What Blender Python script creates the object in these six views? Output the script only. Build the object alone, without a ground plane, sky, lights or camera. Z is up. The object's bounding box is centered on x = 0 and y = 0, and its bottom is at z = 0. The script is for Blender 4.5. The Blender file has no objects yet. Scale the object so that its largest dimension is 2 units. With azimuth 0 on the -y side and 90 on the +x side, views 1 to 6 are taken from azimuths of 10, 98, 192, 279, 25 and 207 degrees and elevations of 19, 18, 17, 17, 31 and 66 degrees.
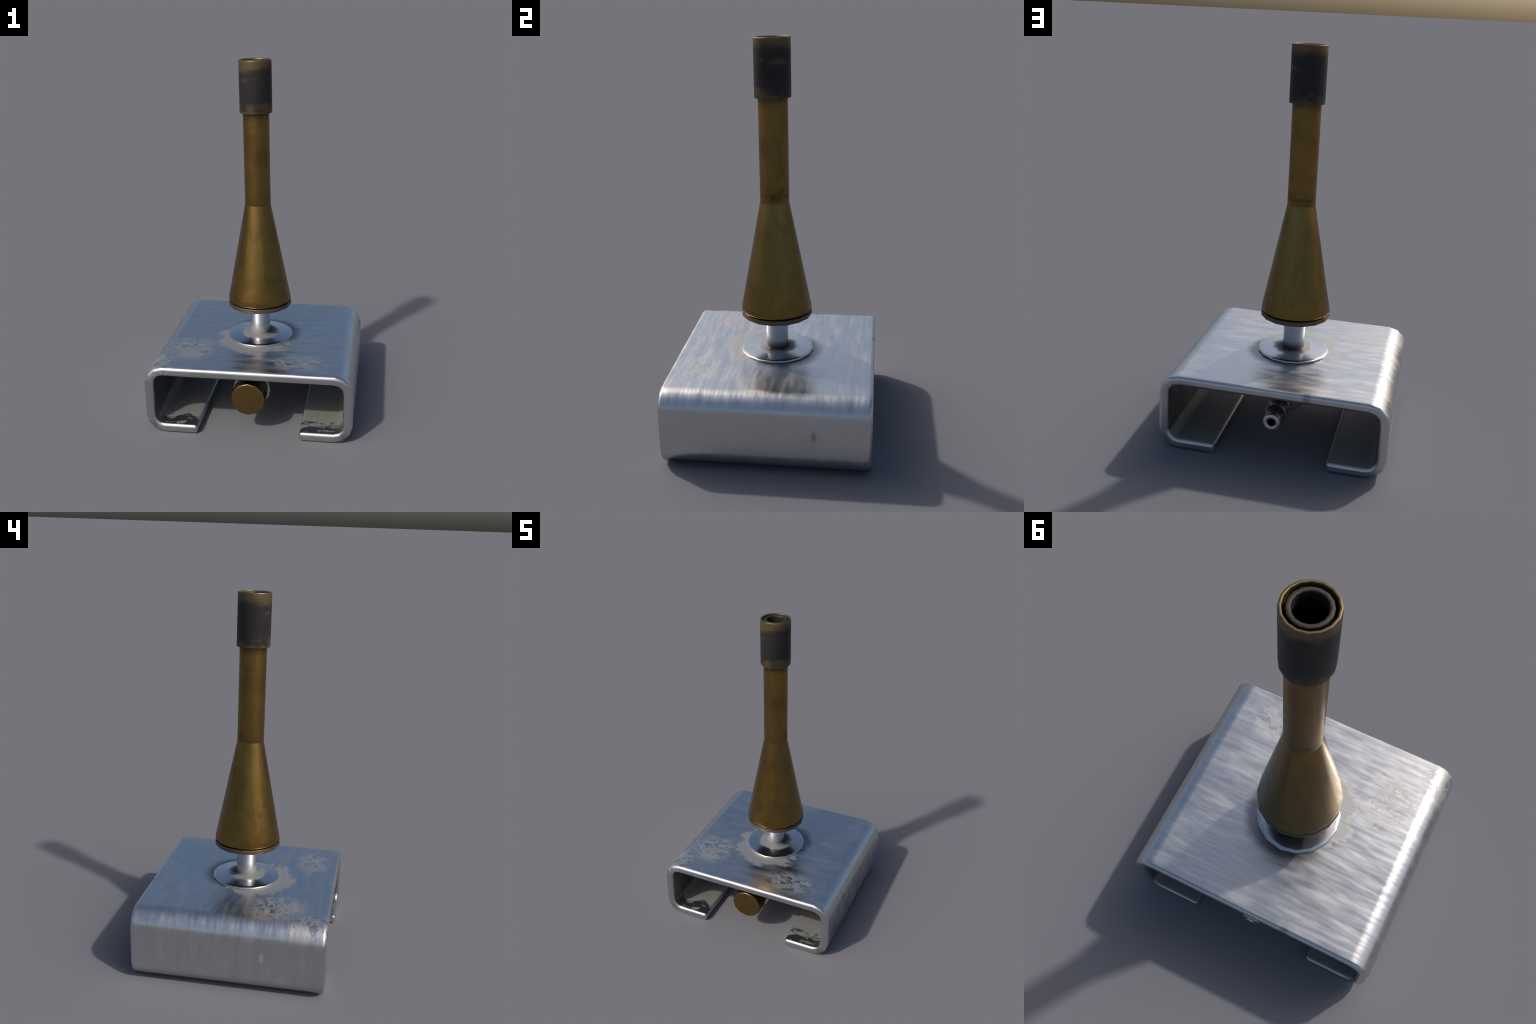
"""Teclu-style laboratory gas burner: a brass burner pipe with a wide air cone,
standing on a steel rod above a bent C-shaped sheet-steel foot; a brass control
knob and a ribbed hose nipple stick out of the valve body under the foot."""
import bpy, bmesh, math
from mathutils import Vector

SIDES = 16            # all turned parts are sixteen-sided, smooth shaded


# ------------------------------------------------------------------ materials
class Nodes:
    """Tiny helper for wiring shader nodes."""

    def __init__(self, name):
        self.mat = bpy.data.materials.new(name)
        self.mat.use_nodes = True
        self.t = self.mat.node_tree
        self.bsdf = self.t.nodes["Principled BSDF"]
        tc = self.t.nodes.new("ShaderNodeTexCoord")
        self.co = tc.outputs["Object"]
        sx = self.t.nodes.new("ShaderNodeSeparateXYZ")
        self.t.links.new(self.co, sx.inputs[0])
        self.x, self.y, self.z = sx.outputs

    def put(self, socket, v):
        if isinstance(v, bpy.types.NodeSocket):
            self.t.links.new(v, socket)
        elif isinstance(v, (tuple, list)) and len(socket.default_value) == 4 and len(v) == 3:
            socket.default_value = (*v, 1)
        else:
            socket.default_value = v

    def math(self, op, a, b=None, c=None, clamp=False):
        n = self.t.nodes.new("ShaderNodeMath")
        n.operation, n.use_clamp = op, clamp
        for s, v in zip(n.inputs, (a, b, c)):
            if v is not None:
                self.put(s, v)
        return n.outputs[0]

    def step(self, v, lo, hi):
        """smooth 0..1 ramp of v from lo to hi (lo may exceed hi)"""
        n = self.t.nodes.new("ShaderNodeMapRange")
        n.interpolation_type = "SMOOTHSTEP"
        flip = lo > hi
        self.put(n.inputs["Value"], v)
        n.inputs["From Min"].default_value = min(lo, hi)
        n.inputs["From Max"].default_value = max(lo, hi)
        n.inputs["To Min"].default_value = 1.0 if flip else 0.0
        n.inputs["To Max"].default_value = 0.0 if flip else 1.0
        return n.outputs[0]

    def noise(self, scale=(1, 1, 1), offset=(0, 0, 0), detail=4, rough=.55, size=1.0, warp=0.0):
        m = self.t.nodes.new("ShaderNodeMapping")
        m.inputs["Scale"].default_value = scale
        m.inputs["Location"].default_value = offset
        self.put(m.inputs["Vector"], self.co)
        n = self.t.nodes.new("ShaderNodeTexNoise")
        n.inputs["Scale"].default_value = size
        n.inputs["Detail"].default_value = detail
        n.inputs["Roughness"].default_value = rough
        n.inputs["Distortion"].default_value = warp
        self.put(n.inputs["Vector"], m.outputs[0])
        return n.outputs["Fac"]

    def mix(self, f, a, b):
        n = self.t.nodes.new("ShaderNodeMix")
        n.data_type = "RGBA"
        self.put(n.inputs["Factor"], f)
        self.put(n.inputs["A"] if False else n.inputs[6], a)
        self.put(n.inputs[7], b)
        return n.outputs[2]

    def lerp(self, f, a, b):
        n = self.t.nodes.new("ShaderNodeMix")
        n.data_type = "FLOAT"
        self.put(n.inputs[0], f)
        self.put(n.inputs[2], a)
        self.put(n.inputs[3], b)
        return n.outputs[0]

    def radius(self, cx=0.0, cy=0.0, sx=1.0, sy=1.0):
        dx = self.math("MULTIPLY", self.math("SUBTRACT", self.x, cx), sx)
        dy = self.math("MULTIPLY", self.math("SUBTRACT", self.y, cy), sy)
        return self.math("SQRT", self.math("ADD", self.math("MULTIPLY", dx, dx), self.math("MULTIPLY", dy, dy)))

    def bump(self, h, strength, distance):
        n = self.t.nodes.new("ShaderNodeBump")
        n.inputs["Strength"].default_value = strength
        n.inputs["Distance"].default_value = distance
        self.put(n.inputs["Height"], h)
        self.put(self.bsdf.inputs["Normal"], n.outputs[0])

    def finish(self, colour, rough, metal=1.0):
        self.put(self.bsdf.inputs["Base Color"], colour)
        self.put(self.bsdf.inputs["Roughness"], rough)
        self.put(self.bsdf.inputs["Metallic"], metal)
        return self.mat


def brushed_steel():
    """Galvanised sheet: soft streaks across the foot, worn matt patches on top."""
    n = Nodes("brushed_sheet_steel")
    streak = n.noise((5.0, 27, 5.0), detail=1.6, rough=.5)
    hair = n.noise((7, 62, 7), (1, 0, 2), detail=1.5, rough=.5)
    blotch = n.noise((7, 13, 9), (3, 1, 0), detail=2, rough=.55)
    cloud = n.noise((12, 21, 13), (0, 5, 2), detail=3, rough=.55, warp=.9)
    rag = n.noise((19, 25, 19), (7, 2, 4), detail=3, rough=.6)
    # matt worn patches: left, right, front corner, and a collar before the disc
    top = n.step(n.z, .30, .36)
    left = n.step(n.radius(-.355, -.24, 1.05, .95), .185, .07)
    right = n.step(n.radius(.265, -.365, .80, 1.35), .165, .05)
    corner = n.step(n.radius(-.52, -.44, 1.0, .8), .14, .05)
    spots = n.math("MAXIMUM", n.math("MAXIMUM", left, right), corner)
    curl = n.step(n.math("ABSOLUTE", n.math("SUBTRACT", cloud, .50)), .095, .015)
    worn = n.math("MULTIPLY", n.math("MULTIPLY", spots, n.math("MAXIMUM", curl, n.step(rag, .53, .66))), .82)
    wob = n.math("ADD", n.math("MULTIPLY", n.math("SUBTRACT", rag, .5), .11), n.math("MULTIPLY", n.math("SUBTRACT", blotch, .5), .16))
    collar = n.step(n.math("ADD", n.radius(-.008, -.048), wob), .236, .194)
    collar = n.math("MULTIPLY", collar, n.step(n.math("ADD", n.math("MULTIPLY", n.x, .55), n.y), .10, -.03))
    worn = n.math("MULTIPLY", n.math("MAXIMUM", worn, n.math("MULTIPLY", collar, .9)), top)
    # dull floor of the two lips, splotchy towards the open ends
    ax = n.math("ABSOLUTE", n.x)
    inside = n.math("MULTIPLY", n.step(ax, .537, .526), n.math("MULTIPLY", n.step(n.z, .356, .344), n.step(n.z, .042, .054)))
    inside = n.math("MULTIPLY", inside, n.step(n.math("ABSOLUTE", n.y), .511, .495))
    edge = n.math("ADD", n.y, n.math("MULTIPLY", n.math("SUBTRACT", cloud, .5), -.50))
    floor_dull = n.math("MULTIPLY", n.step(edge, -.465, -.385), n.math("MULTIPLY", inside, n.step(n.z, .10, .07)))
    base = n.mix(streak, (.585, .592, .60), (.63, .635, .64))
    base = n.mix(n.math("MULTIPLY", n.step(blotch, .55, .75), .25), base, (.54, .53, .51))
    # contact shadow round the collar disc, darkened into the sheet colour
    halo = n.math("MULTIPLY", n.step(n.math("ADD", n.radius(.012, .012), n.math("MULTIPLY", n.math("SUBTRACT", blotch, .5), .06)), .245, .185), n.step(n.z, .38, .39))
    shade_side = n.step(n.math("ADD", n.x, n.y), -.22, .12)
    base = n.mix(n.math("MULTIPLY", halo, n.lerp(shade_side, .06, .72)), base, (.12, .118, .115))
    # marks: a small dark spot on the rear edge, a scuff on either flank
    rear_spot = n.math("MULTIPLY", n.step(n.radius(-.172, .512, 1, 1), .03, .008), n.step(n.z, .345, .36))
    flank = n.math("SUBTRACT", n.y, n.lerp(n.step(n.x, -.1, .1), -.186, .2385))
    dz = n.math("MULTIPLY", n.math("SUBTRACT", n.z, .215), .45)
    scuff = n.step(n.math("SQRT", n.math("ADD", n.math("MULTIPLY", flank, flank), n.math("MULTIPLY", dz, dz))), .020, .004)
    scuff = n.math("MULTIPLY", scuff, n.step(ax, .57, .575))
    base = n.mix(n.math("MULTIPLY", n.math("MAXIMUM", rear_spot, n.math("MULTIPLY", scuff, n.step(n.x, -.1, .1))), .5), base, (.14, .16, .20))
    base = n.mix(n.math("MULTIPLY", scuff, n.step(n.x, .1, -.1)), base, (.85, .85, .85))
    under = n.step(n.z, .085, .02)  # bottom bends tinted darker for ambient occlusion near the ground
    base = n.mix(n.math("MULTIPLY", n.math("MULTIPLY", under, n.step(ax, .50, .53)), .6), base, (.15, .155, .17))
    base = n.mix(worn, base, (.385, .382, .376))
    base = n.mix(n.math("MULTIPLY", inside, n.lerp(blotch, .40, .90)), base, (.13, .135, .128))  # channel interior blackened with baked cavity shading
    base = n.mix(floor_dull, base, (.195, .195, .183))
    metal = n.math("SUBTRACT", 1.0, n.math("ADD", n.math("MULTIPLY", worn, .24), n.math("MULTIPLY", floor_dull, .88)))
    rough = n.math("ADD", .325, n.math("MULTIPLY", n.math("SUBTRACT", n.math("ADD", streak, blotch), 1.0), .26))
    rough = n.math("MAXIMUM", rough, .25)
    rough = n.lerp(n.math("MULTIPLY", inside, .7), rough, .42)
    rough = n.lerp(n.math("MAXIMUM", worn, floor_dull), rough, .62)
    h = n.math("ADD", n.math("ADD", streak, n.math("MULTIPLY", blotch, .5)), n.math("MULTIPLY", hair, .03))
    n.bump(h, .14, .014)
    n.bsdf.inputs["Specular IOR Level"].default_value = .25
    return n.finish(base, rough, metal)


def polished_steel():
    """Turned, brighter steel of the rod and disc; dull near the rod foot, with shading painted on the far side."""
    n = Nodes("turned_steel")
    fine = n.noise((22, 22, 6), detail=3)
    cloud = n.noise((15, 15, 15), (2, 7, 1), detail=3)
    base = n.mix(fine, (.56, .57, .58), (.68, .68, .68))
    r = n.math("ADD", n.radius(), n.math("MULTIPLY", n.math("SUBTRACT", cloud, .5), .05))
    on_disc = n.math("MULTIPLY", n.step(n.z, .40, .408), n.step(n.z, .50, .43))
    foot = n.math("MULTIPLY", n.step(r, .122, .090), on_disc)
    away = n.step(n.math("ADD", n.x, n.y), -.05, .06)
    grime = n.math("MULTIPLY", n.math("MULTIPLY", n.step(r, .112, .064), away), n.step(n.z, .47, .425))  # dark occlusion spots painted round the rod base
    rough = n.lerp(foot, n.math("ADD", .15, n.math("MULTIPLY", fine, .10)), .58)
    rough = n.math("MAXIMUM", rough, n.math("MULTIPLY", n.step(n.z, .425, .50), .205))
    base = n.mix(foot, base, (.32, .32, .315))
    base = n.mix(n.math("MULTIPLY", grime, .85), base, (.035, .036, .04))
    metal = n.math("SUBTRACT", 1.0, n.math("MULTIPLY", foot, .5))
    n.bsdf.inputs["Specular IOR Level"].default_value = .25
    return n.finish(base, rough, metal)


def valve_steel():
    n = Nodes("dull_nickel")
    cloud = n.noise((22, 22, 22), detail=3)
    base = n.mix(cloud, (.46, .47, .47), (.66, .66, .655))
    return n.finish(base, n.lerp(cloud, .24, .38), 1.0)


def aged_brass():
    """Brown brass with greenish tarnish at the back and grime at the joints."""
    n = Nodes("aged_brass")
    big = n.noise((5, 5, 3), (1, 3, 2), detail=4, rough=.6)
    mott = n.noise((14, 14, 9), (4, 0, 1), detail=5, rough=.6, warp=.6)
    fine = n.noise((60, 60, 40), detail=3)
    base = n.mix(mott, (.200, .128, .042), (.310, .196, .060))
    # green-grey tarnish, strongest in the middle of the cone
    band = n.math("MULTIPLY", n.step(n.z, .66, .82), n.step(n.z, 1.28, 1.08))
    green = n.math("MULTIPLY", n.step(n.math("ADD", big, n.math("MULTIPLY", band, .18)), .50, .70), n.lerp(n.step(n.math("ADD", n.x, n.y), -.10, .10), .15, .52))
    base = n.mix(green, base, (.170, .148, .058))
    red = n.math("MULTIPLY", n.step(mott, .56, .72), .4)
    base = n.mix(red, base, (.262, .152, .055))
    # grime: ring above the neck, under the head, and dark smudges
    smear = n.noise((9, 9, 7), (6, 3, 1), detail=3, rough=.6)
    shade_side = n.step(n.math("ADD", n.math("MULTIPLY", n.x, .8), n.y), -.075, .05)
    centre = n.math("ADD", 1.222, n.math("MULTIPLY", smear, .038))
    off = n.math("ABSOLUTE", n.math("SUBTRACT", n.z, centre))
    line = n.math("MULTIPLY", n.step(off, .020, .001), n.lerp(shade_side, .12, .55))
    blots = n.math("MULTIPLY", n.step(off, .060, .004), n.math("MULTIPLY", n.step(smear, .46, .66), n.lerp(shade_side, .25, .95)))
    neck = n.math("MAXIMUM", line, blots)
    pits = n.math("MULTIPLY", n.step(n.noise((11, 11, 8), (2, 8, 3), detail=4, rough=.62), .50, .34), .40)
    base = n.mix(pits, base, (.120, .082, .034))
    under = n.step(n.math("ADD", n.z, n.math("MULTIPLY", mott, .07)), 1.705, 1.765)
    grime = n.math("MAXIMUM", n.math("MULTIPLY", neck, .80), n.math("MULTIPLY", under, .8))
    seam = n.step(n.math("ABSOLUTE", n.math("SUBTRACT", n.z, 1.214)), .009, .002)
    grime = n.math("MAXIMUM", grime, n.math("MULTIPLY", seam, .25))
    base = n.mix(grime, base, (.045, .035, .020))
    rough = n.math("ADD", .268, n.math("MULTIPLY", n.math("SUBTRACT", mott, .5), .22))
    rough = n.math("ADD", rough, n.math("MULTIPLY", fine, .06))
    # the straight pipe is duller than the cone
    rough = n.math("ADD", rough, n.math("MULTIPLY", n.step(n.z, 1.19, 1.215), .08))
    n.bump(n.math("ADD", mott, n.math("MULTIPLY", fine, .3)), .10, .006)
    return n.finish(base, rough, 1.0)


def sooty_brass():
    """Burner head: soot-blackened, brass rubbed bare at rim and lower edge."""
    n = Nodes("sooty_brass")
    blot = n.noise((11, 11, 14), (0, 2, 5), detail=4, rough=.55)
    soft = n.noise((9, 9, 26), (5, 1, 0), detail=2)
    rim = n.step(n.math("ADD", n.z, n.math("MULTIPLY", n.math("SUBTRACT", blot, .5), .10)), 1.930, 1.992)
    foot = n.step(n.math("ADD", n.z, n.math("MULTIPLY", n.math("SUBTRACT", .54, blot), .22)), 1.780, 1.715)
    band = n.math("MULTIPLY", n.step(n.math("ABSOLUTE", n.math("SUBTRACT", n.z, 1.892)), .024, .002), n.step(soft, .50, .72))
    wear = n.math("MAXIMUM", n.math("MULTIPLY", rim, .66), n.math("MAXIMUM", n.math("MULTIPLY", foot, .42), n.math("MULTIPLY", band, .36)))
    edge = n.step(n.z, 1.990, 1.998)
    wear = n.math("MAXIMUM", wear, edge)
    base = n.mix(soft, (.016, .0155, .016), (.030, .0275, .026))
    base = n.mix(wear, base, (.225, .160, .075))
    base = n.mix(edge, base, n.mix(soft, (.10, .078, .048), (.27, .195, .088)))
    metal = n.lerp(wear, .15, .92)
    rough = n.lerp(wear, .52, .44)
    n.bsdf.inputs["Specular IOR Level"].default_value = .28
    return n.finish(base, rough, metal)


def burnt_plate():
    n = Nodes("heat_stained_brass")
    c = n.noise((18, 18, 10), detail=3)
    base = n.mix(c, (.105, .078, .052), (.185, .140, .098))
    rim = n.step(n.radius(), .172, .181)
    low = n.math("MULTIPLY", rim, n.step(n.z, .6275, .6235))
    base = n.mix(low, (.028, .025, .022), base)
    return n.finish(base, n.lerp(c, .42, .58), .8)


def sooty_iron():
    n = Nodes("sooty_nozzle")
    c = n.noise((20, 20, 20), detail=3)
    base = n.mix(c, (.040, .034, .028), (.070, .058, .046))
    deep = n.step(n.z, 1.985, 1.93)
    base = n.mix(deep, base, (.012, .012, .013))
    return n.finish(base, .55, .6)


# ------------------------------------------------------------------- geometry
def add(name, mesh, mat, parent):
    o = bpy.data.objects.new(name, mesh)
    bpy.context.scene.collection.objects.link(o)
    mesh.materials.append(mat)
    o.parent = parent
    return o


def shade(o, angle=40, bevel=None, segments=3):
    """Smooth shading with sharp edges by angle, flats kept flat."""
    me = o.data
    for p in me.polygons:
        p.use_smooth = True
    if bevel:
        b = o.modifiers.new("rounded_edges", "BEVEL")
        b.width, b.segments, b.limit_method = bevel, segments, "ANGLE"
        b.angle_limit = math.radians(50)
        b.use_clamp_overlap = True
    me.set_sharp_from_angle(angle=math.radians(angle))
    w = o.modifiers.new("flat_faces", "WEIGHTED_NORMAL")
    w.keep_sharp, w.weight = True, 80
    return o


def turned(name, profile, mat, parent, axis="Z", centre=(0, 0, 0), sides=SIDES, angle=40, start=0.0):
    """Lathe an open or closed (radius, position) profile about an axis.
    Points with zero radius close the part."""
    bm = bmesh.new()
    rings = []
    for r, h in profile:
        ring = []
        for i in range(1 if r < 1e-6 else sides):
            a = math.tau * i / sides + start
            if axis == "Z":
                p = (r * math.cos(a), r * math.sin(a), h)
            else:
                p = (r * math.cos(a), h, r * math.sin(a))
            ring.append(bm.verts.new(Vector(p) + Vector(centre)))
        rings.append(ring)
    for a, b in zip(rings, rings[1:]):
        for i in range(sides):
            j = (i + 1) % sides
            q = [a[i % len(a)], a[j % len(a)], b[j % len(b)], b[i % len(b)]]
            q = list(dict.fromkeys(q))
            if len(q) > 2:
                bm.faces.new(q)
    bmesh.ops.recalc_face_normals(bm, faces=bm.faces)
    me = bpy.data.meshes.new(name)
    bm.to_mesh(me)
    bm.free()
    return shade(add(name, me, mat, parent), angle)


def arc(cx, cz, r, a0, a1, steps):
    return [(cx + r * math.cos(math.radians(a0 + (a1 - a0) * i / steps)),
             cz + r * math.sin(math.radians(a0 + (a1 - a0) * i / steps))) for i in range(steps + 1)]


def folded_foot(parent, mat):
    """C-channel: flat sheet bent round four corners, open slot underneath."""
    half_w, depth, height = .5765, .512, .398
    thick, r_out, lip = .052, .102, .2845
    r_in = r_out - thick
    cx = half_w - r_out
    outer = [(lip, 0)] + arc(cx, r_out, r_out, -90, 0, 3) + arc(cx, height - r_out, r_out, 0, 90, 3)
    inner = [(lip, thick)] + arc(cx, r_out, r_in, -90, 0, 3) + arc(cx, height - r_out, r_in, 0, 90, 3)
    outer += [(-x, z) for x, z in reversed(outer)]
    inner += [(-x, z) for x, z in reversed(inner)]
    bm = bmesh.new()
    ys = (-depth, depth)
    vo = [[bm.verts.new((x, y, z)) for x, z in outer] for y in ys]
    vi = [[bm.verts.new((x, y, z)) for x, z in inner] for y in ys]
    n = len(outer)
    for i in range(n - 1):
        bm.faces.new((vo[0][i], vo[0][i + 1], vo[1][i + 1], vo[1][i]))
        bm.faces.new((vi[0][i], vi[1][i], vi[1][i + 1], vi[0][i + 1]))
        for k in (0, 1):
            bm.faces.new((vo[k][i], vi[k][i], vi[k][i + 1], vo[k][i + 1]))
    for i in (0, n - 1):
        bm.faces.new((vo[0][i], vo[1][i], vi[1][i], vi[0][i]))
    bmesh.ops.recalc_face_normals(bm, faces=bm.faces)
    me = bpy.data.meshes.new("foot")
    bm.to_mesh(me)
    bm.free()
    return shade(add("foot", me, mat, parent), 75, bevel=.017, segments=4)


def build():
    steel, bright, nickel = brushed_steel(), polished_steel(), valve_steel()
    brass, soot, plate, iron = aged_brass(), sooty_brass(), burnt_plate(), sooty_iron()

    thing = bpy.data.objects.new("gas_burner", None)
    bpy.context.scene.collection.objects.link(thing)
    thing["label"] = "brass laboratory gas burner on folded steel foot"
    thing["category"] = "gas burner"

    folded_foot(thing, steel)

    # steel rod with its collar disc on top of the foot
    disc = turned("collar_disc", [(0, .3985), (.184, .3985), (.1906, .4000), (.1912, .4045), (.1896, .4078),
                                  (.1850, .4100), (.174, .4122), (.110, .4185), (.066, .4240), (0, .4250)],
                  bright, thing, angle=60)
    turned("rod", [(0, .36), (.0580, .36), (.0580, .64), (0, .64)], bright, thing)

    # air cone, closed underneath by a plate
    cone = turned("air_cone", [(.0715, 1.209), (.0738, 1.203), (.1779, .6725), (.1796, .6680), (.1838, .6400),
                               (.1832, .6355), (.1800, .633), (.1700, .633), (.1700, .610)], brass, thing, angle=50)
    turned("base_plate", [(.1690, .6285), (.1770, .6285), (.1820, .6265), (.1840, .6225), (.1842, .6065),
                          (.1830, .6030), (.1800, .6012), (.0582, .6012)], plate, cone, angle=50)

    turned("burner_pipe", [(.0738, 1.204), (.0735, 1.209), (.0735, 1.735), (.066, 1.735), (.066, 1.204)], brass, thing)

    # burner head: hollow sleeve with a nozzle ring standing inside
    head = turned("burner_head", [(.0730, 1.7175), (.0880, 1.7175), (.0905, 1.7205), (.0905, 1.9945), (.0896, 1.9985),
                                  (.0878, 2.0000), (.0820, 2.0000), (.0800, 1.9985), (.0793, 1.9950), (.0793, 1.80), (.0660, 1.80)],
                  soot, thing, angle=70)
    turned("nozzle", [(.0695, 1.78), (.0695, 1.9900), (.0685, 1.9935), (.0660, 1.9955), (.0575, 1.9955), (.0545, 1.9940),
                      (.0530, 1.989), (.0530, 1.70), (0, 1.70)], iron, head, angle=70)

    # valve under the foot, lying along the depth of the foot
    axis_z = (0, 0, .2145)
    body = turned("valve_body", [(0, -.349), (.099, -.349), (.1045, -.346), (.1065, -.341), (.1085, .150), (.1065, .1545),
                                 (.102, .156), (0, .156)], nickel, thing, "Y", axis_z, angle=60)
    turned("control_knob", [(0, -.4755), (.0895, -.4755), (.0938, -.4735), (.0960, -.4690), (.0960, -.3830), (.0940, -.380), (0, -.380)],
           brass_knob(), body, "Y", axis_z, sides=12, angle=60)
    turned("knob_spindle", [(.040, -.385), (.040, -.345)], nickel, body, "Y", axis_z, sides=12)
    barbs = []
    for y in (.408, .322, .236):          # each rib widens away from the tip, then steps in
        barbs += [(.0440, y + .052), (.0490, y + .022), (.0560, y + .006), (.0570, y - .002), (.0555, y - .008), (.0440, y - .016)]
    turned("hose_nipple", [(0, .20), (.0190, .21), (.0195, .484), (.0215, .492), (.0270, .4965), (.0380, .4965), (.0440, .4925), (.0465, .4850),
                           (.0455, .4780), (.0430, .4740)] + barbs + [(.0440, .150)], nickel, body, "Y", axis_z, angle=50)
    # short neck carrying the gas up through the foot into the rod
    turned("gas_neck", [(.070, .26), (.070, .335), (.085, .337), (.085, .3455), (0, .3455)], nickel, body, angle=50)


def brass_knob():
    n = Nodes("knob_brass")
    mott = n.noise((16, 16, 16), (2, 2, 2), detail=4)
    base = n.mix(mott, (.225, .148, .050), (.295, .196, .068))
    side = n.step(n.y, -.468, -.455)
    base = n.mix(n.math("MULTIPLY", side, .35), base, (.08, .05, .02))
    return n.finish(base, n.lerp(mott, .30, .42), 1.0)


build()
